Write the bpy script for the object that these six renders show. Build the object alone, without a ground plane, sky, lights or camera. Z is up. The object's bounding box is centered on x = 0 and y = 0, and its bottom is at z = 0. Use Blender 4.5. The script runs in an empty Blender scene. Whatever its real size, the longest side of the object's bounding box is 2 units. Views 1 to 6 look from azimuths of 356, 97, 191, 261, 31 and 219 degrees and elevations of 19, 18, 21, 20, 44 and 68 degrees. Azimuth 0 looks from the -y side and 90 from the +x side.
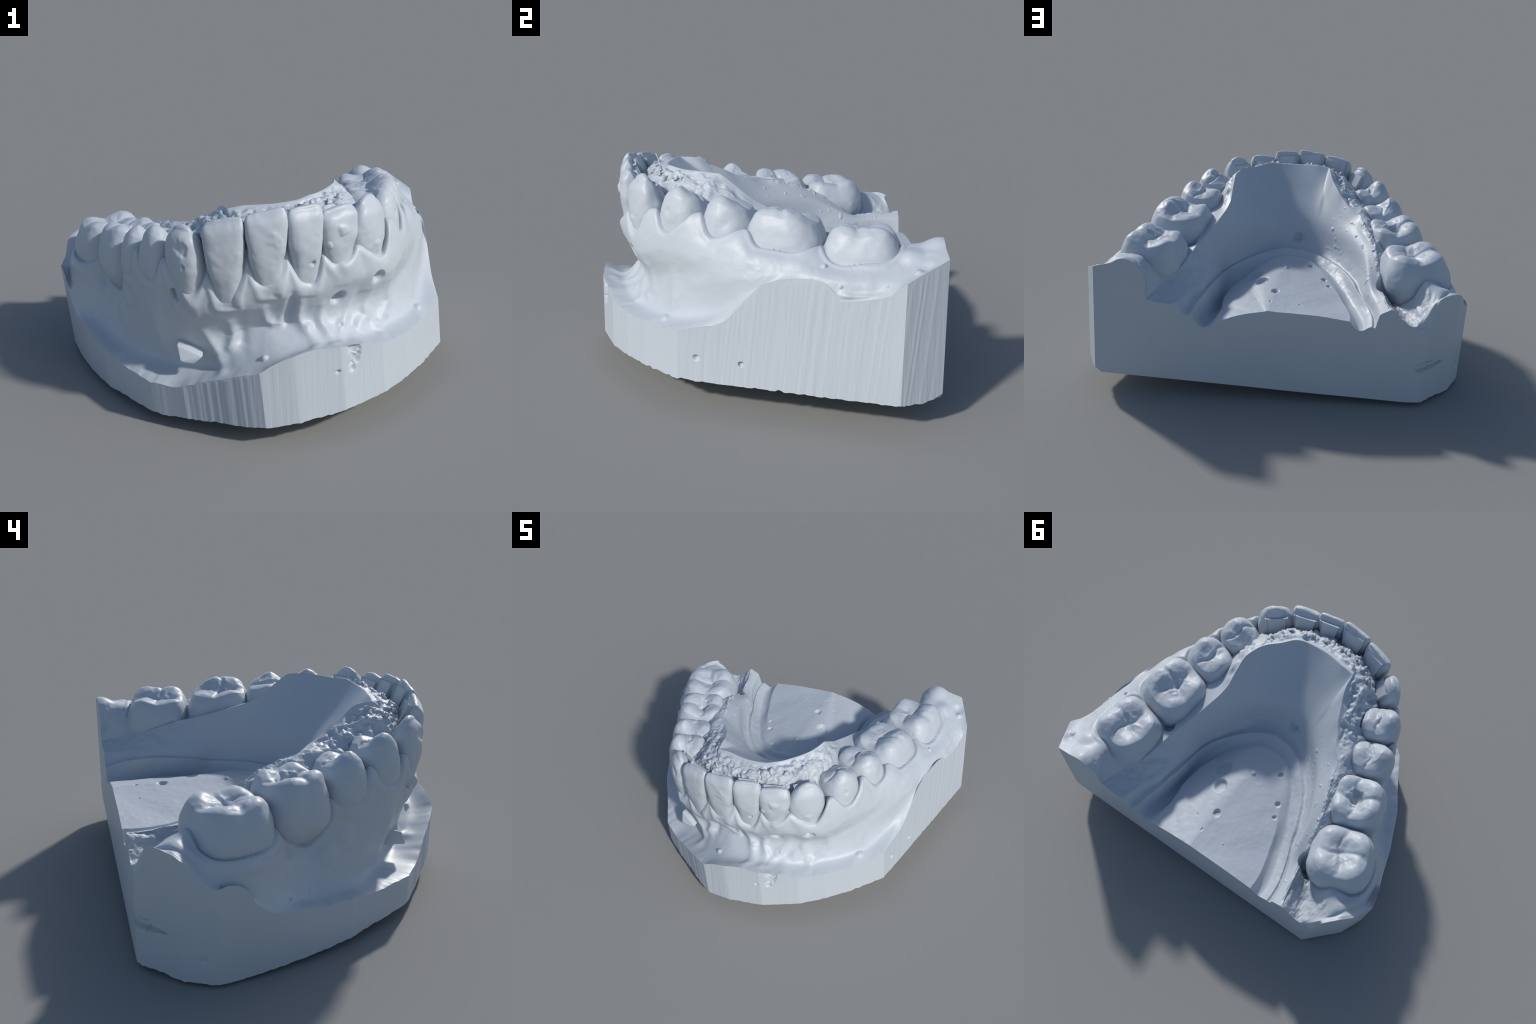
import bpy, bmesh, math
import numpy as np
from mathutils import Vector, kdtree

rng = np.random.default_rng(7)

# ------------------------------------------------------------------ helpers
def pchip(x, y, q):
    """Monotone cubic through (x, y), clamped outside."""
    x = np.asarray(x, float); y = np.asarray(y, float)
    h = np.diff(x); d = np.diff(y) / h
    m = np.zeros_like(y)
    for i in range(1, len(x) - 1):
        if d[i - 1] * d[i] > 0:
            w1 = 2 * h[i] + h[i - 1]; w2 = h[i] + 2 * h[i - 1]
            m[i] = (w1 + w2) / (w1 / d[i - 1] + w2 / d[i])
    m[0], m[-1] = d[0], d[-1]
    q = np.clip(q, x[0], x[-1])
    i = np.clip(np.searchsorted(x, q) - 1, 0, len(x) - 2)
    t = (q - x[i]) / h[i]
    return ((1 + 2 * t) * (1 - t) ** 2 * y[i] + t * (1 - t) ** 2 * h[i] * m[i]
            + t * t * (3 - 2 * t) * y[i + 1] + t * t * (t - 1) * h[i] * m[i + 1])

def smooth(a, b, x):
    t = np.clip((x - a) / (b - a), 0, 1)
    return t * t * (3 - 2 * t)

def _hash(i, j, k, s):
    n = (i * 73856093) ^ (j * 19349663) ^ (k * 83492791) ^ (s * 2654435761)
    n = (n ^ (n >> 13)) * 1274126177 & 0x7fffffff
    n = (n ^ (n >> 16)) & 0xffffff
    return n / float(0xffffff) * 2 - 1

def noise(P, freq, seed=0):
    """Value noise, -1..1, over an (N,3) array."""
    Q = np.asarray(P) * freq + 137.3
    I = np.floor(Q).astype(np.int64); f = Q - I
    f = f * f * f * (f * (f * 6 - 15) + 10)
    out = 0
    for a in (0, 1):
        for b in (0, 1):
            for c in (0, 1):
                w = (f[..., 0] if a else 1 - f[..., 0]) * (f[..., 1] if b else 1 - f[..., 1]) * (f[..., 2] if c else 1 - f[..., 2])
                out = out + w * _hash(I[..., 0] + a, I[..., 1] + b, I[..., 2] + c, seed)
    return out

def fbm(P, freq, octaves=4, seed=0, gain=.5):
    s = 0; a = 1
    for o in range(octaves):
        s = s + a * noise(P, freq * 2 ** o, seed + o * 17); a *= gain
    return s

def dist_polyline(P, pts):
    """Distance to a 3D polyline and the parameter 0..1 along it."""
    pts = np.asarray(pts, float)
    best = np.full(P.shape[:-1], 1e9); par = np.zeros(P.shape[:-1])
    n = len(pts) - 1
    for i in range(n):
        e = pts[i + 1] - pts[i]
        t = np.clip(((P - pts[i]) @ e) / (e @ e), 0, 1)
        d = np.linalg.norm(P - pts[i] - t[..., None] * e, axis=-1)
        m = d < best
        best = np.where(m, d, best); par = np.where(m, (i + t) / n, par)
    return best, par

def grid_normals(P):
    du = np.gradient(P, axis=0); dv = np.gradient(P, axis=1)
    n = np.cross(du, dv)
    return n / np.maximum(np.linalg.norm(n, axis=-1, keepdims=True), 1e-9)

# ------------------------------------------------------------------ materials
def plaster_material(name, scratch=0.0, grain=1.0, tint=(.475, .520, .570)):
    m = bpy.data.materials.new(name); m.use_nodes = True
    nt = m.node_tree; N = nt.nodes; L = nt.links
    bs = N["Principled BSDF"]
    tc = N.new("ShaderNodeTexCoord")
    cl = N.new("ShaderNodeTexNoise"); cl.inputs["Scale"].default_value = 3.2; cl.inputs["Detail"].default_value = 5
    L.new(tc.outputs["Object"], cl.inputs["Vector"])
    rp = N.new("ShaderNodeValToRGB")
    rp.color_ramp.elements[0].position = .3; rp.color_ramp.elements[1].position = .7
    rp.color_ramp.elements[0].color = (*[c * .975 for c in tint], 1)
    rp.color_ramp.elements[1].color = (*[min(1, c * 1.02) for c in tint], 1)
    L.new(cl.outputs["Fac"], rp.inputs["Fac"])
    L.new(rp.outputs["Color"], bs.inputs["Base Color"])
    bs.inputs["Roughness"].default_value = .45
    bs.inputs["Specular IOR Level"].default_value = .45
    gr = N.new("ShaderNodeTexNoise"); gr.inputs["Scale"].default_value = 70; gr.inputs["Detail"].default_value = 3
    L.new(tc.outputs["Object"], gr.inputs["Vector"])
    b1 = N.new("ShaderNodeBump"); b1.inputs["Strength"].default_value = .12 * grain; b1.inputs["Distance"].default_value = .006
    L.new(gr.outputs["Fac"], b1.inputs["Height"])
    last = b1
    if scratch:
        mp = N.new("ShaderNodeMapping"); mp.inputs["Scale"].default_value = (60, 60, 2.2)
        mp.inputs["Rotation"].default_value = (.14, -.06, 0)
        L.new(tc.outputs["Object"], mp.inputs["Vector"])
        sn = N.new("ShaderNodeTexNoise"); sn.inputs["Scale"].default_value = 1; sn.inputs["Detail"].default_value = 2
        L.new(mp.outputs["Vector"], sn.inputs["Vector"])
        b2 = N.new("ShaderNodeBump"); b2.inputs["Strength"].default_value = scratch; b2.inputs["Distance"].default_value = .008
        L.new(sn.outputs["Fac"], b2.inputs["Height"]); L.new(b1.outputs["Normal"], b2.inputs["Normal"])
        last = b2
    L.new(last.outputs["Normal"], bs.inputs["Normal"])
    return m

MAT_BASE = plaster_material("plaster_trimmed", scratch=.22, grain=.4)
MAT_GUM = plaster_material("plaster_cast_gum", grain=.5)
MAT_FLOOR = plaster_material("plaster_cast_floor", grain=.8)
MAT_TOOTH = plaster_material("plaster_cast_tooth", grain=.35)

# ------------------------------------------------------------------ frame of the cast
CX, CY = -.02, .80                      # pole of the fan of cross sections, just behind the back cut
BACK_N = np.array([-.1061, .9943, -.0042]); BACK_D = .7434
# trimmed outline on the underside, clockwise from the rear right to the rear left
OUTLINE = [(.831, .951), (.892, .845), (.995, .670), (.850, -.285), (.719, -.46), (.604, -.582), (.484, -.686),
           (.292, -.792), (.087, -.842), (-.053, -.846), (-.134, -.807), (-.247, -.740), (-.371, -.671),
           (-.516, -.578), (-.602, -.45), (-.738, -.255), (-.842, -.043), (-.917, .156), (-.973, .343),
           (-.926, .479), (-.778, .663), (-.662, .793)]
def under_z(x, y): return .0805 + .0675 * x - .012 * y
def tilt(x): return np.stack([-.066 - .008 * x, np.full_like(x, .01)], -1)
def ang(x, y):
    a = np.degrees(np.arctan2(np.asarray(y) - CY, np.asarray(x) - CX))
    return np.where(a > 90, a - 360, a)

# angles of the sections; corners of the outline are hit exactly
TH = np.arange(7.0, -176.01, -.2)
for x, y in OUTLINE[1:-1]:
    TH[np.argmin(abs(TH - ang(x, y)))] = ang(x, y)
NT = len(TH); cs, sn = np.cos(np.radians(TH)), np.sin(np.radians(TH))

# foot of the wall on each section
foot = np.zeros((NT, 2))
for i in range(NT):
    best = 9
    for (ax, ay), (bx, by) in zip(OUTLINE[:-1], OUTLINE[1:]):
        ex, ey = bx - ax, by - ay
        den = cs[i] * ey - sn[i] * ex
        if abs(den) < 1e-9: continue
        r = ((ax - CX) * ey - (ay - CY) * ex) / den
        s = ((ax - CX) * sn[i] - (ay - CY) * cs[i]) / den
        if r > 0 and -1e-6 <= s <= 1 + 1e-6: best = min(best, r)
    foot[i] = CX + best * cs[i], CY + best * sn[i]
FT = tilt(foot[:, 0]); FZ = under_z(foot[:, 0], foot[:, 1])

def along(points):
    """A named curve running round the arch -> one point per section."""
    p = np.array(points, float)
    a = -ang(p[:, 0], p[:, 1]); r = np.hypot(p[:, 0] - CX, p[:, 1] - CY)
    o = np.argsort(a); a, r, z = a[o], r[o], p[o, 2]
    rr = pchip(a, r, -TH); zz = pchip(a, z, -TH)
    return np.stack([CX + rr * cs, CY + rr * sn, zz], -1)

# edge where the trimmed wall meets the cast surface (wall leans, so bring it to the foot first)
LAND = np.array([(.855, .836, .726), (.951, .66, .644), (.947, .607, .598), (.931, .485, .569), (.921, .411, .56),
    (.914, .388, .596), (.906, .349, .627), (.895, .289, .641), (.881, .183, .624), (.87, .105, .605),
    (.865, .027, .531), (.863, -.013, .487), (.859, -.077, .42), (.851, -.143, .397), (.84, -.226, .378),
    (.736, -.414, .345), (.579, -.587, .338), (.439, -.699, .355), (.36, -.745, .388), (.298, -.775, .397),
    (.144, -.819, .411), (.045, -.838, .389), (-.072, -.837, .34), (-.251, -.741, .274), (-.376, -.665, .223),
    (-.428, -.634, .205), (-.531, -.569, .206), (-.642, -.411, .204), (-.719, -.301, .227), (-.827, -.104, .247),
    (-.86, -.034, .27), (-.912, .095, .285), (-.948, .197, .36), (-.953, .215, .398), (-.963, .25, .439),
    (-.976, .302, .459), (-.988, .354, .453), (-.986, .395, .471), (-.962, .466, .552), (-.894, .568, .590),
    (-.85, .617, .585), (-.82, .63, .52), (-.787, .657, .446)])
q = LAND[:, :2] - tilt(LAND[:, 0]) * (LAND[:, 2] - under_z(LAND[:, 0], LAND[:, 1]))[:, None]
la = -ang(q[:, 0], q[:, 1]); o = np.argsort(la)
land_z = pchip(la[o], LAND[o, 2], -TH)
# small nicks along the land edge
land_z += .004 * noise(np.stack([TH * .5, TH * 0, TH * 0], -1), 1.7, 3) * smooth(-20, -60, TH)
land = np.concatenate([foot + FT * (land_z - FZ)[:, None], land_z[:, None]], 1)

# named anatomical curves, right rear -> front -> left rear
FLOOR_EDGE = [(.25, .776, .443), (.258, .62, .445), (.282, .45, .445), (.245, .26, .458), (.136, .153, .515), (.028, .057, .53),
    (-.068, .049, .515), (-.162, .129, .50), (-.267, .282, .480), (-.371, .50, .465), (-.422, .692, .475)]
INNER_GROOVE = [(.315, .783, .411), (.302, .62, .395), (.300, .47, .39), (.285, .30, .415), (.25, .205, .445), (.165, .09, .50), (.04, .005, .525),
    (-.08, -.005, .515), (-.19, .075, .49), (-.295, .225, .46), (-.41, .44, .425), (-.485, .70, .424)]
SULCUS_CREST = [(.37, .79, .485), (.345, .627, .53), (.332, .509, .535), (.325, .382, .53), (.315, .234, .515), (.261, .131, .522),
    (.176, .028, .537), (.038, -.055, .547), (-.061, -.06, .54), (-.107, -.046, .535), (-.219, .037, .522),
    (-.323, .16, .512), (-.381, .269, .505), (-.43, .376, .485), (-.53, .69, .45)]
OUTER_GROOVE = [(.44, .797, .535), (.39, .60, .555), (.365, .40, .572), (.337, .20, .568), (.25, .025, .562),
    (.175, -.085, .558), (.083, -.128, .56), (-.015, -.135, .56), (-.166, -.085, .555), (-.277, .005, .558),
    (-.354, .115, .556), (-.412, .217, .55), (-.475, .42, .51), (-.565, .685, .51)]
RIM = [(.597, .814, .55), (.49, .57, .642), (.44, .33, .71), (.405, .2, .75), (.387, .123, .775), (.362, -.01, .83),
    (.366, -.10, .90), (.364, -.178, .952), (.334, -.281, .955), (.273, -.363, .95), (.213, -.437, .955),
    (.149, -.468, .945), (.034, -.486, .94), (-.067, -.48, .94), (-.142, -.478, .93), (-.16, -.405, .925),
    (-.192, -.332, .885), (-.23, -.261, .85), (-.268, -.207, .816), (-.323, -.130, .785), (-.375, -.088, .775),
    (-.403, -.008, .758), (-.453, .105, .73), (-.483, .155, .71), (-.508, .24, .66), (-.53, .33, .60), (-.55, .42, .545), (-.60, .60, .54),
    (-.625, .683, .545)]
LEDGE = [(.612, .818, .70), (.585, .53, .66), (.53, .33, .69), (.49, .15, .74), (.46, .03, .78), (.44, -.06, .80),
    (.425, -.2, .885), (.38, -.33, .905), (.305, -.45, .91), (.225, -.53, .90), (.125, -.575, .895), (0., -.595, .89),
    (-.1, -.585, .885), (-.2, -.535, .87), (-.25, -.45, .86), (-.28, -.36, .84), (-.33, -.25, .80), (-.385, -.15, .78),
    (-.425, -.06, .752), (-.468, .04, .725), (-.512, .15, .685), (-.555, .26, .62), (-.632, .45, .465), (-.70, .60, .448),
    (-.735, .672, .455)]
PAPILLA = [(.68, .824, .757), (.67, .70, .735), (.66, .49, .70), (.61, .165, .74), (.55, -.085, .77), (.52, -.287, .78),
    (.41, -.48, .78), (.30, -.60, .80), (.15, -.65, .80), (0., -.675, .80), (-.165, -.65, .77), (-.315, -.57, .74),
    (-.40, -.41, .72), (-.49, -.235, .68), (-.59, 0., .62), (-.71, .27, .57), (-.787, .457, .612), (-.80, .57, .55),
    (-.755, .670, .447)]
GUM_MARGIN = [(.76, .832, .752), (.78, .68, .72), (.805, .53, .70), (.775, .42, .685), (.772, .29, .727), (.78, .20, .712), (.776, .064, .713),
    (.72, -.02, .775), (.704, -.135, .739), (.645, -.23, .83), (.629, -.367, .735), (.55, -.45, .82), (.511, -.547, .675),
    (.40, -.59, .77), (.323, -.66, .701), (.25, -.645, .77), (.174, -.676, .663), (.09, -.67, .775), (.03, -.715, .695),
    (-.065, -.69, .76), (-.13, -.705, .645), (-.22, -.665, .70), (-.322, -.654, .595), (-.41, -.57, .76),
    (-.49, -.483, .65), (-.54, -.37, .74), (-.61, -.274, .616), (-.62, -.17, .64), (-.69, -.04, .54), (-.75, .09, .585),
    (-.858, .185, .53), (-.875, .38, .545), (-.85, .50, .60), (-.82, .60, .55), (-.765, .666, .446)]
GUM_BULGE = [(.80, .834, .742), (.83, .68, .69), (.86, .53, .665), (.845, .40, .665), (.825, .2, .69), (.82, .06, .68), (.75, -.14, .68),
    (.655, -.37, .67), (.52, -.545, .62), (.395, -.615, .64), (.315, -.652, .64), (.175, -.688, .62), (.03, -.715, .63),
    (-.13, -.70, .58), (-.31, -.64, .54), (-.487, -.483, .57), (-.61, -.272, .54), (-.672, -.04, .475), (-.895, .18, .495),
    (-.925, .38, .525), (-.878, .51, .593), (-.83, .60, .56), (-.772, .663, .446)]
WAIST = [(.83, .835, .735), (.88, .68, .665), (.905, .53, .63), (.895, .40, .635), (.855, .2, .655), (.845, .05, .62), (.77, -.145, .58),
    (.642, -.355, .54), (.48, -.495, .48), (.36, -.55, .475), (.285, -.588, .475), (.19, -.615, .46), (.03, -.612, .45),
    (-.10, -.600, .42), (-.18, -.60, .41), (-.26, -.60, .415), (-.34, -.57, .42), (-.462, -.48, .435), (-.61, -.261, .42), (-.708, -.047, .40), (-.90, .18, .445),
    (-.945, .38, .48), (-.895, .51, .58), (-.838, .60, .57), (-.776, .661, .446)]
VESTIBULE = [(.845, .836, .73), (.92, .68, .655), (.922, .53, .595), (.912, .40, .59), (.872, .2, .635), (.857, .05, .565), (.79, -.14, .43),
    (.69, -.36, .375), (.525, -.515, .36), (.40, -.605, .365), (.29, -.665, .38), (.195, -.70, .385), (.03, -.735, .36),
    (-.13, -.685, .30), (-.275, -.56, .245), (-.43, -.455, .235), (-.645, -.26, .25), (-.775, -.045, .275), (-.925, .17, .36),
    (-.965, .38, .465), (-.91, .52, .585), (-.845, .60, .575), (-.779, .660, .446)]

fe, ig, cr, og = along(FLOOR_EDGE), along(INNER_GROOVE), along(SULCUS_CREST), along(OUTER_GROOVE)
rim, ledge, pap = along(RIM), along(LEDGE), along(PAPILLA)
gm, gb, ws, vf = along(GUM_MARGIN), along(GUM_BULGE), along(WAIST), along(VESTIBULE)
pole = np.tile(np.array([CX, CY, .515]), (NT, 1))
mid_floor = pole * .45 + fe * .55; mid_floor[:, 2] = fe[:, 2] * .45 + .522 * .55
def blur(C, sigma):                      # smooth a curve along the arch (the wall is even, only its broken rim is not)
    k = np.exp(-.5 * (np.arange(-80, 81) * .2 / sigma) ** 2); k /= k.sum()
    return np.stack([np.convolve(np.pad(C[:, i], 80, mode="edge"), k, "valid") for i in range(C.shape[1])], -1)
def wall_point(fr, fz_, sigma):
    r0, r1 = np.hypot(og[:, 0] - CX, og[:, 1] - CY), np.hypot(rim[:, 0] - CX, rim[:, 1] - CY)
    C = blur(np.stack([r0 + (r1 - r0) * fr, og[:, 2] + (rim[:, 2] - og[:, 2]) * fz_], -1), sigma)
    return np.stack([CX + C[:, 0] * cs, CY + C[:, 0] * sn, C[:, 1]], -1)
left_mass = smooth(-103, -112, TH) * (1 - smooth(-142, -152, TH))        # lumpy plaster below the left molars
wall_low, wall_mid = wall_point(.22, .36 + .15 * left_mass - .16 * smooth(-66, -52, TH), 3.0), wall_point(.64, .715 + .06 * left_mass - .09 * smooth(-62, -50, TH), 2.2)
def between(a, b, f, dz=0., z=None):
    c = a * (1 - f) + b * f
    c[:, 2] = (c[:, 2] if z is None else z) + dz
    return c
ig_in, ig_out = between(fe, ig, .5, .008, ig[:, 2]), between(ig, cr, .55, .022, ig[:, 2])
ig_out[:, 2] = np.minimum(ig_out[:, 2], cr[:, 2] - .012)
step = between(cr, og, .45, -.009, np.minimum(cr[:, 2], og[:, 2]))
LOFT = [("pole", pole, 60), ("mid_floor", mid_floor, 60), ("floor_edge", fe, 10), ("ig_in", ig_in, 10), ("groove", ig, 10),
        ("ig_out", ig_out, 12), ("crest", cr, 12), ("step", step, 12), ("outer_groove", og, 26), ("wall_low", wall_low, 28),
        ("wall_mid", wall_mid, 26), ("rim", rim, 44), ("ledge", ledge, 26), ("papilla", pap, 40), ("margin", gm, 22),
        ("bulge", gb, 28), ("waist", ws, 32), ("vestibule", vf, 28), ("land", land, 0)]
KNOTS = [c for _, c, _ in LOFT]; SEG = [n for _, _, n in LOFT[:-1]]
K = {name: i for i, (name, _, _) in enumerate(LOFT)}
SHARP = {K["floor_edge"], K["crest"], K["rim"]}          # creases

def hermite_section(K, sharp, seg):
    K = np.array(K); n = len(K)
    ch = np.sqrt(np.linalg.norm(np.diff(K, axis=0), axis=-1)) + 1e-4      # centripetal
    d = np.diff(K, axis=0) / ch[..., None]
    cols = []
    for i in range(n - 1):
        def tangent(j, side):
            if j == 0: return d[0]
            if j == n - 1: return d[-1]
            if j in sharp: return d[j] if side > 0 else d[j - 1]
            a, b = ch[j - 1][..., None], ch[j][..., None]
            return (d[j - 1] * b + d[j] * a) / (a + b)
        t0, t1 = tangent(i, 1), tangent(i + 1, -1)
        h = ch[i][..., None]
        for k in range(seg[i]):
            t = k / seg[i]
            cols.append((1 + 2 * t) * (1 - t) ** 2 * K[i] + t * (1 - t) ** 2 * h * t0
                        + t * t * (3 - 2 * t) * K[i + 1] + t * t * (t - 1) * h * t1)
    cols.append(K[-1])
    return np.stack(cols, 1)

S = hermite_section(KNOTS, SHARP, SEG)   # (sections, samples, 3)
bounds = np.concatenate([[0], np.cumsum(SEG)])
NS = S.shape[1]
pos = np.zeros(NS)                       # knot coordinate of each sample column
for i, s in enumerate(SEG): pos[bounds[i]:bounds[i + 1]] = i + np.arange(s) / s
pos[-1] = len(SEG)
COL = np.tile(pos, (NT, 1)); ANG = np.tile(TH[:, None], (1, NS))
def band(a, b, f=.3): return smooth(a - f, a + f, COL) * (1 - smooth(b - f, b + f, COL))

# ------------------------------------------------------------------ relief of the cast surface
Nrm = grid_normals(S)
away = 1 - smooth(K["land"] - .7, K["land"], COL)          # fades to nothing at the trimmed edge
h = np.zeros(COL.shape)
# rough scraped plaster between the lingual rim and the teeth
ledge_m = band(K["rim"] + .25, K["papilla"], .2) * smooth(-62, -68, ANG) * (1 - .75 * smooth(-105, -110, ANG)) * (1 - smooth(-128, -134, ANG))
ridge = 1 - np.abs(fbm(S * np.array([1, 1, .6]), 15, 3, 5, .55))
h += ledge_m * (.022 * (ridge - .6) + .008 * fbm(S, 40, 2, 9))
rough_left = band(K["rim"] - .4, K["papilla"], .3) * smooth(-108, -118, ANG)
h += rough_left * (.007 * fbm(S * np.array([1, .45, 1]), 24, 4, 11, .6))
h += band(K["outer_groove"] + .6, K["papilla"] - .2, .4) * (1 - smooth(-30, -55, ANG)) * .010 * fbm(S, 9, 4, 12)
# smooth, slightly uneven floor and wall
h += band(0, K["outer_groove"], .4) * .0020 * fbm(S, 5, 4, 21)
h += band(0, K["floor_edge"], .2) * .0005 * fbm(S, 40, 2, 22)
h += band(K["groove"], K["outer_groove"], .3) * .002 * fbm(S, 18, 3, 23)
bub = np.maximum(0, noise(S, 46, 31) - .62) * 2.6
h += bub * .005 * band(K["outer_groove"], K["rim"] - .1, .3) * smooth(-96, -104, ANG)
# gums: soft lumps, muscle folds in the vestibule
h += band(K["margin"] - .2, K["land"], .3) * away * .004 * fbm(S, 5, 3, 41)
h += band(K["margin"] + .2, K["land"] - 1, .4) * away * .0010 * fbm(S, 26, 3, 42)
S = S + Nrm * h[..., None]

# hollow behind the last left molar, and a gap between the right molars, both sunk straight down
deep = band(K["wall_low"], K["papilla"], .3)
for (hx, hy), hr, hd in (((-.575, .405), .050, .075), ((-.60, .44), .035, .05), ((.50, .335), .040, .045)):
    S[..., 2] -= hd * deep * (1 - smooth(.35, 1.1, np.hypot(S[..., 0] - hx, S[..., 1] - hy) / hr))
FEATURES = []
def dent(c, r, depth, edge=.5):          # crisp round pit (depth>0) or blob (depth<0)
    FEATURES.append(("dent", np.array(c), r, depth, edge))
def fold(pts, width, height):            # raised (or sunk) cord along a polyline
    FEATURES.append(("fold", pts, width, height, 0))

dent((.091, .373, .506), .036, .022, .75); dent((-.006, .511, .51), .020, .016, .7)
dent((-.003, .198, .521), .012, -.008); dent((.155, .27, .49), .045, .020, .6)
fold([(-.034, -.146, .590), (.018, -.138, .590)], .021, -.036)
dent((-.12, .10, .50), .016, .012); dent((-.225, .24, .47), .016, .012); dent((-.26, .31, .47), .012, .010)
for k in range(3):                      # air bubbles on the tongue floor
    a = rng.uniform(-.28, .16); b = rng.uniform(.2, .68)
    dent((a, b, .51), rng.uniform(.004, .009), rng.choice([-.005, .006]))
dent((.481, -.555, .613), .030, .030, .7); dent((.301, -.62, .535), .032, .035, .7)
dent((-.398, -.60, .60), .026, .030, .75)
dent((-.027, -.715, .337), .014, -.014); dent((.713, -.365, .371), .022, -.010, .3); dent((.536, -.473, .389), .020, -.005, .2)
dent((.172, -.652, .448), .022, -.008, .2)
dent((.42, -.55, .41), .070, -.005, .5); dent((.468, -.538, .36), .032, -.006, .5)
dent((-.70, -.18, .40), .055, -.008, .3)
dent((-.62, -.24, .47), .045, -.007, .4); dent((.83, .345, .67), .012, -.012)
dent((.79, .69, .74), .055, -.016, 0.); dent((.70, .80, .76), .065, -.018, 0.); dent((.865, .75, .70), .035, .010, 0.); dent((.88, .72, .68), .018, -.008, .2)
fold([(.66, -.36, .60), (.70, -.33, .47), (.72, -.37, .38)], .040, .012)
fold([(.78, -.05, .66), (.80, .12, .63), (.82, .30, .60)], .035, -.010)
fold([(.90, .40, .585), (.93, .47, .575), (.94, .56, .59)], .016, .010)
fold([(-.755, .0, .44), (-.72, .06, .50), (-.73, .10, .56)], .030, -.022)
for k in range(8):
    a = math.radians(rng.uniform(-160, -10)); r = rng.uniform(1.2, 1.4)
    i = int(np.argmin(abs(TH - math.degrees(a)))); j = rng.integers(bounds[K["waist"]] - 10, bounds[K["vestibule"]] + 10)
    dent(S[i, j], rng.uniform(.004, .009), rng.choice([-.007, .006]))

# muscle folds running down the lip side, laid out by bearing and height: (x, y, z) path, width, height
FRENUM = [
    ([(.12, -.67, .56), (.121, -.67, .50), (.145, -.66, .43), (.19, -.70, .38)], .022, .018),
    ([(.225, -.65, .53), (.222, -.64, .44), (.24, -.64, .405), (.28, -.68, .38)], .020, .015),
    ([(.095, -.68, .61), (.095, -.66, .53), (.075, -.65, .46)], .020, -.024),
    ([(-.03, -.70, .55), (-.015, -.67, .48), (.015, -.66, .452), (.045, -.66, .455), (.072, -.67, .50)], .018, .015),
    ([(-.17, -.66, .48), (-.155, -.65, .41), (-.175, -.66, .36), (-.205, -.66, .33)], .022, .017),
    ([(-.28, -.62, .43), (-.225, -.60, .33), (-.21, -.65, .26)], .024, .020),
    ([(-.12, -.66, .44), (-.13, -.66, .36)], .026, -.014),
    ([(.36, -.57, .54), (.335, -.58, .45), (.30, -.66, .385)], .022, .013),
    ([(.45, -.53, .53), (.43, -.55, .42), (.36, -.65, .37)], .026, .013),
    ([(.56, -.48, .56), (.56, -.48, .45), (.50, -.58, .36)], .022, .012),
    ([(-.47, -.47, .55), (-.48, -.48, .42), (-.47, -.52, .28)], .040, .012),
]
lip = band(K["bulge"] - .3, K["land"] - .3, .3)
flat_pos = np.stack([np.radians(ANG) * 1.38, S[..., 2], 0 * ANG], -1)
h2 = np.zeros(COL.shape)
for path, width, height in FRENUM:
    pp = np.array(path, float)
    q2 = np.stack([np.radians(ang(pp[:, 0], pp[:, 1])) * 1.38, pp[:, 2], 0 * pp[:, 2]], -1)
    d, t = dist_polyline(flat_pos, q2)
    h2 += height * np.exp(-(d / width) ** 2) * (.45 + .55 * np.minimum(smooth(0, .3, t), 1 - smooth(.7, 1, t))) * lip
Nrm = grid_normals(S)
h = np.zeros(COL.shape)
for kind, c, r, depth, edge in FEATURES:
    if kind == "dent":
        near = np.linalg.norm(S[::2, ::2] - c, axis=-1)
        if near.min() < .12: c = S[::2, ::2].reshape(-1, 3)[near.argmin()]      # seat it on the surface
        d = np.linalg.norm(S - c, axis=-1) / r
        h -= depth * (1 - smooth(edge, 1.25, d))
    else:
        d, _t = dist_polyline(S, c)
        ends = np.minimum(smooth(0, .25, _t), 1 - smooth(.75, 1, _t))
        h += depth * np.exp(-(d / r) ** 2) * (.35 + .65 * ends)
S = S + Nrm * ((h + h2) * away)[..., None]

# ------------------------------------------------------------------ teeth
def superellipse(phi, n):
    c, s = np.cos(phi), np.sin(phi)
    return np.sign(c) * abs(c) ** (2 / n), np.sign(s) * abs(s) ** (2 / n)

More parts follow.
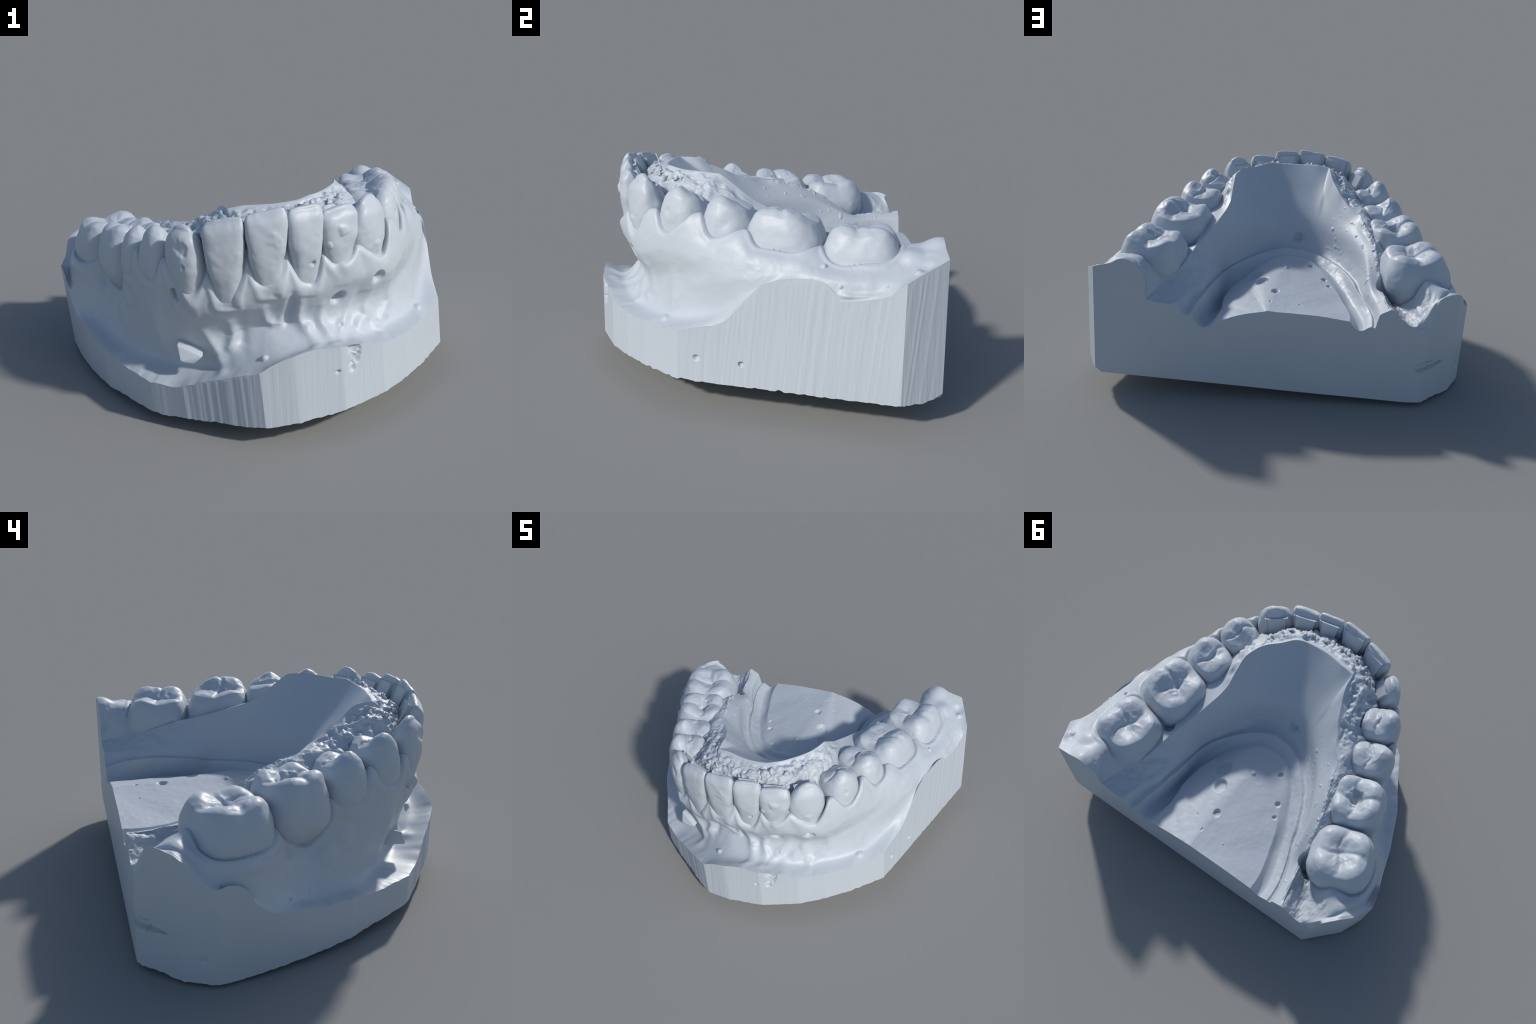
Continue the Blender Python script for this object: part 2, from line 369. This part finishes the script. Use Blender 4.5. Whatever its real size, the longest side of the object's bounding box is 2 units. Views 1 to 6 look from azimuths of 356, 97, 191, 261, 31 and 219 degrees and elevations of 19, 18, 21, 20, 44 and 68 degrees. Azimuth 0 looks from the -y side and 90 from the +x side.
def tooth_mesh(center, mesial, a, w, z_neck, z_top, kind, cusps=(), lean=0., neck=.8, hollow=.05, seed=0,
               squareness=2.9, groove=.009, tip=0., taper=0.):
    """Crown lofted from the neck up to a relief-carved top.
    a: half width along the arch, w: half depth across it, cusps: (m, b, height, spread) in -1..1."""
    e1 = np.array([mesial[0], mesial[1], 0.]); e1 /= np.linalg.norm(e1)
    e2 = np.array([e1[1], -e1[0], 0.])
    if e2 @ np.array([center[0] - CX, center[1] - .15, 0]) < 0: e2 = -e2
    NP, NR, NC = 128, 60, 46
    phi = np.linspace(0, 2 * np.pi, NP, endpoint=False)
    rows = []
    for k in range(NR + NC):
        if k < NR:
            t = k / (NR - 1); rho = 1.
        else:
            t = 1.; rho = 1 - (k - NR + 1) / NC
        if kind == "front":
            wide = neck + (1 - neck) * smooth(-.05, .85, np.array(t))          # triangular crown
            rnd = 1 - taper * max(0, (t - .55) / .45) ** 2 - .15 * max(0, (t - .86) / .14) ** 2.5
            bb_cut = .30 * max(0, (t - .86) / .14) ** 2.5
            am = a * wide * rnd
            bb = w * (.38 + .62 * math.sin(math.pi * (.10 + .61 * t)))            # labial face
            bl = w * (1.20 * (1 - t) + .10) - w * .14 * t - w * .18 * max(0, (t - .9) / .1) ** 2   # lingual face slopes to the edge
            n = squareness - .5 * (1 - t)
        else:
            belly = neck + (1 - neck) * math.sin(math.pi * .5 * min(1, t / .5)) if t < .5 else 1 - .20 * ((t - .5) / .5) ** 2.2
            am = a * belly; bb = w * belly * (1 + .04 * math.sin(math.pi * t)); bl = w * belly
            n = squareness
        cx, sy = superellipse(phi, n)
        m = am * cx * rho
        if kind == "front":
            bb = bb - w * bb_cut
            cb = (bb - bl) / 2; b = cb + (bb + bl) / 2 * sy
        else:
            cb = 0.; b = np.where(sy > 0, bb, bl) * sy
        b = cb + (b - cb) * rho
        p, q_ = m / a, b / w
        z = np.full(NP, z_neck + (z_top - z_neck) * t * (.90 if kind != "front" else .97))
        if rho < 1:
            z = z + (z_top - z_neck) * (.10 if kind != "front" else .03) * math.sqrt(max(0, 1 - rho ** 2.2))
        wt = smooth(.35, .95, np.array(t))
        rel = np.zeros(NP)
        for cm, cb_, hh, sp in cusps:
            rel = rel + hh * np.exp(-(((p - cm) ** 2 + (q_ - cb_) ** 2) / (2 * sp * sp)))
        if kind != "front":
            rel = rel - hollow * np.exp(-((p / .62) ** 2 + (q_ / .36) ** 2))
            rel = rel - groove * np.exp(-((q_ + .05 + .10 * np.sin(p * 5 + seed)) / .07) ** 2) * (1 - smooth(.6, .95, abs(p)))
            if kind == "molar":
                rel = rel - groove * np.exp(-((p - .08 * np.sin(q_ * 4 + seed)) / .07) ** 2) * (1 - smooth(.55, 1.0, abs(q_)))
        z = z + rel * wt
        b = b + lean * (t - .3)
        P = np.array([center[0], center[1], 0.]) + m[:, None] * e1 + b[:, None] * e2
        P[:, 2] = z + tip * p * (t ** 2)
        rows.append(P)
    R = np.stack(rows)
    flat = R.reshape(-1, 3)
    nr = R.shape[0]
    up = smooth(.55, .95, np.arange(nr) / nr)[:, None] if kind != "front" else np.zeros((nr, 1))
    dsp = .0050 * fbm(flat, 9, 3, 100 + seed).reshape(nr, NP) + (.0012 + .003 * up) * fbm(flat, 26, 3, 200 + seed).reshape(nr, NP) + .013 * up * (.45 - np.abs(fbm(flat, 11, 2, 300 + seed))).reshape(nr, NP)
    cen = np.array([center[0], center[1], (z_neck + z_top) / 2])
    dirn = R - cen; dirn /= np.maximum(np.linalg.norm(dirn, axis=-1, keepdims=True), 1e-6)
    R = R + dirn * dsp[..., None]
    R[-1] = R[-1].mean(0)
    ids = np.arange(nr * NP).reshape(nr, NP)
    A_, B_ = ids[:-1], ids[1:]
    fq = np.stack([A_, np.roll(A_, -1, 1), np.roll(B_, -1, 1), B_], -1).reshape(-1, 4)
    mesh = bpy.data.meshes.new("tooth")
    mesh.from_pydata(R.reshape(-1, 3).tolist(), [], fq.tolist() + [ids[0][::-1].tolist()])
    bmx = bmesh.new(); bmx.from_mesh(mesh)
    bmesh.ops.remove_doubles(bmx, verts=bmx.verts[:], dist=1e-5)
    bmesh.ops.recalc_face_normals(bmx, faces=bmx.faces[:]); bmx.to_mesh(mesh); bmx.free()
    mesh.polygons.foreach_set("use_smooth", np.ones(len(mesh.polygons), bool))
    return mesh, e1, e2

TEETH = [
  dict(center=(.652, .493), mesial=(-.12, -1), a=.169, w=.163, z_neck=.54, z_top=.772, kind="molar", cusps=[(.45, .45, .055, .36), (-.45, .45, .052, .34), (.6, -.7, .025, .30), (-.5, -.75, .03, .30)], hollow=.018, squareness=3.1),
  dict(center=(.602, .165), mesial=(-.16, -1), a=.175, w=.163, z_neck=.56, z_top=.818, kind="molar", cusps=[(.5, .45, .052, .36), (-.2, .5, .046, .36), (.55, -.7, .035, .30), (-.6, -.6, .01, .3)], hollow=.018, squareness=3.1),
  dict(center=(.556, -.09), mesial=(-.2, -1), a=.121, w=.137, z_neck=.62, z_top=.858, kind="premolar", cusps=[(.1, .42, .055, .40), (.1, -.65, .015, .3)], hollow=.015, squareness=2.5),
  dict(center=(.522, -.298), mesial=(-.35, -1), a=.115, w=.110, z_neck=.62, z_top=.882, kind="premolar", cusps=[(.05, .30, .055, .42), (0, -.65, -.02, .3)], hollow=.012, squareness=2.4),
  dict(center=(.414, -.488), mesial=(-.75, -.7), a=.112, w=.094, z_neck=.57, z_top=.938, kind="front", cusps=[(-.05, .3, .022, .35)], neck=.58, squareness=2.7, taper=.40, pad=.75),
  dict(center=(.285, -.594), mesial=(-.93, -.36), a=.089, w=.074, z_neck=.64, z_top=.950, kind="front", neck=.55, taper=.10, squareness=3.2, tip=-.006, pad=1.),
  dict(center=(.146, -.642), mesial=(-.95, -.28), a=.077, w=.066, z_neck=.62, z_top=.975, kind="front", neck=.68, squareness=3.6, tip=-.004, pad=1.),
  dict(center=(-.006, -.668), mesial=(1, 0.04), a=.087, w=.066, z_neck=.62, z_top=.975, kind="front", neck=.58, squareness=3.4, tip=.008, pad=1.),
  dict(center=(-.168, -.646), mesial=(.97, -.2), a=.086, w=.072, z_neck=.58, z_top=.946, kind="front", neck=.60, tip=.012, squareness=3.4, pad=1.),
  dict(center=(-.312, -.568), mesial=(.72, -.69), a=.094, w=.090, z_neck=.53, z_top=.888, kind="front", cusps=[(.0, .3, .02, .4)], neck=.66, squareness=2.7, taper=.36, pad=.75),
  dict(center=(-.408, -.412), mesial=(.45, -.89), a=.108, w=.118, neck=.55, z_neck=.58, z_top=.819, kind="premolar", cusps=[(.05, .40, .06, .40), (-.1, -.65, .015, .3)], hollow=.025, squareness=2.5),
  dict(center=(-.493, -.233), mesial=(.40, -.9), a=.110, w=.132, neck=.55, z_neck=.54, z_top=.772, kind="premolar", cusps=[(.1, .40, .06, .40), (0, -.65, .02, .3)], hollow=.022, squareness=2.5),
  dict(center=(-.584, 0.), mesial=(.39, -.92), a=.156, w=.158, neck=.55, z_neck=.46, z_top=.742, kind="molar", cusps=[(.5, .45, .045, .38), (-.45, .45, .03, .34), (.55, -.6, .03, .30), (-.5, -.6, .025, .30)], hollow=.045),
  dict(center=(-.708, .280), mesial=(.39, -.92), a=.176, w=.178, neck=.85, z_neck=.46, z_top=.690, kind="molar", cusps=[(.5, .45, .04, .34), (-.45, .45, .03, .32), (.55, -.5, .03, .30), (-.45, -.5, .03, .30)], hollow=.03),
]

PADS = [spec.pop("pad", 0) for spec in TEETH]
CROWNS = [tooth_mesh(seed=i, **spec) for i, spec in enumerate(TEETH)]
# casting marks on single crowns: tooth, place, radius, height (raised or sunk), raggedness
MARKS = [(5, (.315, -.665, .865), .024, .007, .9), (5, (.255, -.675, .80), .016, .007, .9), (4, (.485, -.565, .745), .030, .006, .8),
         (9, (-.345, -.645, .82), .034, -.007, .9), (9, (-.345, -.655, .745), .010, -.012, .0), (6, (.185, -.70, .735), .012, -.010, .2),
         (7, (.03, -.73, .86), .030, .003, .9), (12, (-.575, .005, .70), .055, -.016, .5), (3, (.60, -.36, .83), .018, -.006, .3),
         (0, (.745, .36, .74), .030, .004, .4)]
for k, c, r, hgt, rag in MARKS:
    m_ = CROWNS[k][0]
    vc = np.zeros(len(m_.vertices) * 3); m_.vertices.foreach_get("co", vc); vc = vc.reshape(-1, 3)
    vn = np.zeros(len(m_.vertices) * 3); m_.vertex_normals.foreach_get("vector", vn); vn = vn.reshape(-1, 3)
    c = vc[np.linalg.norm(vc - np.array(c), axis=1).argmin()]
    d = np.linalg.norm(vc - c, axis=1) / r + rag * .6 * noise(vc, 48, 400 + k)
    vc = vc + vn * (hgt * (1 - smooth(.45, 1.05, d)))[:, None]
    m_.vertices.foreach_set("co", vc.reshape(-1)); m_.update()
tree = kdtree.KDTree(sum(len(m.vertices) for m, _, _ in CROWNS)); n_ = 0
for m, _, _ in CROWNS:
    for v in m.vertices:
        tree.insert(v.co, n_); n_ += 1
tree.balance()
c0, c1 = bounds[K["ledge"]], bounds[K["waist"]]
Nrm = grid_normals(S)
dist = np.array([tree.find(Vector(p))[2] for p in S[:, c0:c1].reshape(-1, 3)]).reshape(NT, c1 - c0)
buccal = smooth(K["papilla"] + .1, K["papilla"] + .5, COL[:, c0:c1])
roll = (.0055 * np.exp(-((dist - .020) / .010) ** 2) - .0070 * np.exp(-(dist / .0065) ** 2)) * (.4 + .6 * buccal)
S[:, c0:c1] += Nrm[:, c0:c1] * roll[..., None]

# ------------------------------------------------------------------ trimmed wall and underside
WALL_ROWS, UNDER_ROWS = 120, 30
edge_noise = .010 * np.maximum(0, noise(np.stack([foot[:, 0], foot[:, 1], 0 * FZ], -1), 28, 51) - .25) \
    + .003 * noise(np.stack([foot[:, 0], foot[:, 1], 0 * FZ], -1), 60, 52)
fz = FZ + edge_noise + .028 * np.exp(-(np.hypot(foot[:, 0] - .89, foot[:, 1] - .845) / .04) ** 2)
top = S[:, -1, :]
W = []
arc = np.concatenate([[0], np.cumsum(np.linalg.norm(np.diff(foot, axis=0), axis=1))])
outward = np.gradient(foot, axis=0); outward = np.stack([-outward[:, 1], outward[:, 0]], -1)
outward /= np.linalg.norm(outward, axis=1, keepdims=True)
if (outward[NT // 2] @ (foot[NT // 2] - np.array([CX, CY]))) < 0: outward = -outward
front_left = smooth(-91.6, -92.2, TH) * (1 - smooth(-104, -106, TH))
right_side = smooth(2, -1, TH) * (1 - smooth(-49, -51, TH))
for k in range(1, WALL_ROWS + 1):
    f = k / WALL_ROWS
    z = land_z + (fz - land_z) * f
    p = foot + FT * (z - FZ)[:, None]
    slant = arc + .10 * (z - .2) * right_side
    ln = np.stack([slant, 0 * slant, 0 * slant], -1)
    rel = .0032 * (noise(ln, 42, 61) + .8 * noise(ln, 105, 64)) * front_left * .75 + .0010 * noise(ln, 95, 62) * right_side + .0006 * noise(ln, 40, 63)
    rel = rel * smooth(0, .05, f)
    P = np.concatenate([p + outward * rel[:, None], z[:, None]], 1)
    W.append(P)
W = np.stack(W, 1)
# broken patch and pores on the wall, chip at the rear left corner
wall_dents = [((.33, -.755, .375), .034, .016), ((.335, -.752, .33), .028, .014), ((.32, -.76, .295), .022, .010),
              ((.257, -.786, .292), .014, .020), ((.86, -.20, .25), .016, .014), ((.885, .0, .24), .012, .014),
              ((.91, .22, .24), .010, .010), ((-.955, .40, .12), .02, .006)]
for c, r, dp in wall_dents:
    d = np.linalg.norm(W - np.array(c), axis=-1) / r
    W[..., :2] -= outward[:, None, :] * (dp * (1 - smooth(.4, 1.2, d + .25 * noise(W, 60, 71))))[..., None]
d, t = dist_polyline(W, [(-.785, .672, .228), (-.885, .538, .214)])
W[..., :2] -= outward[:, None, :] * (.034 * (1 - t * .5) * (1 - smooth(.55, 1.0, d / (.036 * (1 - .8 * t)))))[..., None]

U = []
for k in range(1, UNDER_ROWS + 1):
    f = k / UNDER_ROWS
    p = W[:, -1, :2] * (1 - f) + np.array([CX, CY]) * f
    inner = np.hypot(p[:, 0] + .10, p[:, 1] - .05)
    sag = .0665 * (1 - smooth(.05, .75, inner)) * smooth(0, .12, f)
    z = under_z(p[:, 0], p[:, 1]) + edge_noise * (1 - smooth(0, .1, f)) - sag
    U.append(np.concatenate([p, z[:, None]], 1))
U = np.stack(U, 1)
ALL = np.concatenate([S, W, U], 1)
NA = ALL.shape[1]

# ------------------------------------------------------------------ body mesh, cut by the back plane
idx = np.arange(NT * NA).reshape(NT, NA)
quads = np.stack([idx[:-1, :-1], idx[1:, :-1], idx[1:, 1:], idx[:-1, 1:]], -1)
region = np.zeros((NT - 1, NA - 1), int)          # 0 floor, 1 gum, 2 base
region[:, bounds[K["rim"]]:NS - 1] = 1
region[:, NS - 1:] = 2
side = ALL @ BACK_N - BACK_D
keep = ~((side[:-1, :-1] > 0.02) & (side[1:, :-1] > .02) & (side[1:, 1:] > .02) & (side[:-1, 1:] > .02))
quads = quads[keep]; region = region[keep]
me = bpy.data.meshes.new("whole_body")
me.vertices.add(NT * NA); me.vertices.foreach_set("co", ALL.reshape(-1))
nq = len(quads)
me.loops.add(nq * 4); me.loops.foreach_set("vertex_index", quads.reshape(-1).astype(np.int32))
me.polygons.add(nq); me.polygons.foreach_set("loop_start", np.arange(0, nq * 4, 4, dtype=np.int32))
me.polygons.foreach_set("material_index", region.astype(np.int32))
me.update(calc_edges=True)
bm = bmesh.new(); bm.from_mesh(me)
bmesh.ops.delete(bm, geom=[v for v in bm.verts if not v.link_faces], context="VERTS")
bmesh.ops.bisect_plane(bm, geom=bm.verts[:] + bm.edges[:] + bm.faces[:], dist=1e-5,
                       plane_co=Vector(BACK_N * BACK_D), plane_no=Vector(BACK_N), clear_outer=True)
rim_edges = [e for e in bm.edges if len(e.link_faces) == 1]
fill = bmesh.ops.triangle_fill(bm, edges=rim_edges, use_beauty=False, use_dissolve=False)
for g in fill["geom"]:
    if isinstance(g, bmesh.types.BMFace):
        g.material_index = 2; g.normal_update()
        if g.normal.dot(Vector(BACK_N)) < 0: g.normal_flip()
bm.to_mesh(me); bm.free()

co = np.zeros(len(me.vertices) * 3); me.vertices.foreach_get("co", co); co = co.reshape(-1, 3)
ls = np.zeros(len(me.polygons), np.int32); me.polygons.foreach_get("loop_start", ls)
lt = np.zeros(len(me.polygons), np.int32); me.polygons.foreach_get("loop_total", lt)
lv = np.zeros(len(me.loops), np.int32); me.loops.foreach_get("vertex_index", lv)
mi = np.zeros(len(me.polygons), np.int32); me.polygons.foreach_get("material_index", mi)

def sub_mesh(name, sel):
    s = np.nonzero(sel)[0]
    rep = np.repeat(ls[s] - np.concatenate([[0], np.cumsum(lt[s])[:-1]]), lt[s]) + np.arange(lt[s].sum())
    v = lv[rep]; u, inv = np.unique(v, return_inverse=True)
    m = bpy.data.meshes.new(name)
    m.vertices.add(len(u)); m.vertices.foreach_set("co", co[u].reshape(-1))
    m.loops.add(len(inv)); m.loops.foreach_set("vertex_index", inv.astype(np.int32))
    m.polygons.add(len(s)); m.polygons.foreach_set("loop_start", np.concatenate([[0], np.cumsum(lt[s])[:-1]]).astype(np.int32))
    m.update(calc_edges=True)
    m.polygons.foreach_set("use_smooth", np.ones(len(s), bool))
    return m, u

# ------------------------------------------------------------------ objects
root = bpy.data.objects.new("dental_cast", None)
root["label"] = "pale blue-grey plaster cast of a lower jaw with teeth"
root["category"] = "dental cast"
bpy.context.collection.objects.link(root)
def add(name, mesh, mat, parent=root):
    ob = bpy.data.objects.new(name, mesh); ob.parent = parent
    mesh.materials.clear(); mesh.materials.append(mat)
    bpy.context.collection.objects.link(ob)
    return ob

surf, su = sub_mesh("cast_surface", mi < 2)      # floor and gum share one set of normals
sn_ = np.zeros(len(surf.vertices) * 3); surf.vertex_normals.foreach_get("vector", sn_); sn_ = sn_.reshape(-1, 3)
lookup = np.zeros((len(co), 3)); lookup[su] = sn_
for name, k, mat in (("tongue_floor", 0, MAT_FLOOR), ("gum", 1, MAT_GUM)):
    m, u = sub_mesh(name, mi == k)
    m.normals_split_custom_set_from_vertices([tuple(n) for n in lookup[u]])
    add(name, m, mat)
m, u = sub_mesh("base", mi == 2)
m.set_sharp_from_angle(angle=math.radians(24))
add("base", m, MAT_BASE)
bpy.data.meshes.remove(surf); bpy.data.meshes.remove(me)

def pad_mesh(spec, e1, e2, seed):
    """Flat raised panel on the tongue side of a front tooth."""
    c = np.array([*spec["center"], 0.]); w, a, zt = spec["w"], spec["a"], spec["z_top"]
    lo = c - e2 * w * .62 + np.array([0, 0, zt - .135]); hi = c + e2 * w * .02 + np.array([0, 0, zt - .030])
    up = hi - lo; L = np.linalg.norm(up); up /= L; nrm = np.cross(e1, up)
    if nrm @ e2 > 0: nrm = -nrm
    bmx = bmesh.new(); bmesh.ops.create_cube(bmx, size=1.)
    for v in bmx.verts:
        x, y, z = v.co
        wide = a * spec["pad"] * (1.36 if y > 0 else 1.0)
        v.co = Vector((lo + hi) / 2 + e1 * x * wide + up * y * L + nrm * (z * .030 - .004))
    bmesh.ops.bevel(bmx, geom=bmx.edges[:], offset=.007, segments=3, affect="EDGES", profile=.6)
    bmesh.ops.recalc_face_normals(bmx, faces=bmx.faces[:])
    me_ = bpy.data.meshes.new("lingual_pad"); bmx.to_mesh(me_); bmx.free()
    me_.polygons.foreach_set("use_smooth", np.ones(len(me_.polygons), bool))
    me_.set_sharp_from_angle(angle=math.radians(35))
    return me_
for i, spec in enumerate(TEETH):
    pad = PADS[i]; mesh, e1, e2 = CROWNS[i]
    ob = add("tooth", mesh, MAT_TOOTH)
    if pad:
        spec["pad"] = pad
        add("lingual_pad", pad_mesh(spec, e1, e2, i), MAT_TOOTH, ob)

# wedge of plaster stuck under the left lip fold
bmx = bmesh.new()
for p in [(-.398, -.572, .368), (-.388, -.602, .298), (-.288, -.606, .318), (-.385, -.50, .375), (-.36, -.50, .285), (-.285, -.54, .34), (-.33, -.60, .285)]:
    bmx.verts.new(p)
bmesh.ops.convex_hull(bmx, input=bmx.verts[:])
bmesh.ops.bevel(bmx, geom=bmx.edges[:], offset=.006, segments=3, affect="EDGES", profile=.6)
bmesh.ops.recalc_face_normals(bmx, faces=bmx.faces[:])
me_ = bpy.data.meshes.new("plaster_chunk"); bmx.to_mesh(me_); bmx.free()
me_.polygons.foreach_set("use_smooth", np.ones(len(me_.polygons), bool)); me_.set_sharp_from_angle(angle=math.radians(32))
add("plaster_chunk", me_, MAT_GUM)

# crumbs of plaster left on the ledge behind the front teeth
bmx = bmesh.new()
for k in range(30):
    th = rng.uniform(-101, -72); i = int(np.argmin(abs(TH - th)))
    col = int(rng.uniform(bounds[K["rim"]] + 26, bounds[K["ledge"]] + 8))
    c = S[i, col] + np.array([0, 0, .004]); r = rng.uniform(.006, .017)
    vs = bmesh.ops.create_icosphere(bmx, subdivisions=2, radius=1.)["verts"]
    sc = rng.uniform(.35, 1.6, 3) * r; R3 = rng.normal(size=(3, 3)); R3, _ = np.linalg.qr(R3)
    base = np.array([v.co[:] for v in vs]); bump = 1 + .7 * noise(base + k * 3.1, 1.9, 77)
    out = c + (base * bump[:, None] * sc) @ R3
    for v, p in zip(vs, out): v.co = Vector(p)
me_ = bpy.data.meshes.new("plaster_crumbs"); bmx.to_mesh(me_); bmx.free()
me_.polygons.foreach_set("use_smooth", np.ones(len(me_.polygons), bool))
crumbs = add("plaster_crumbs", me_, MAT_FLOOR); crumbs["kind"] = "stuff"
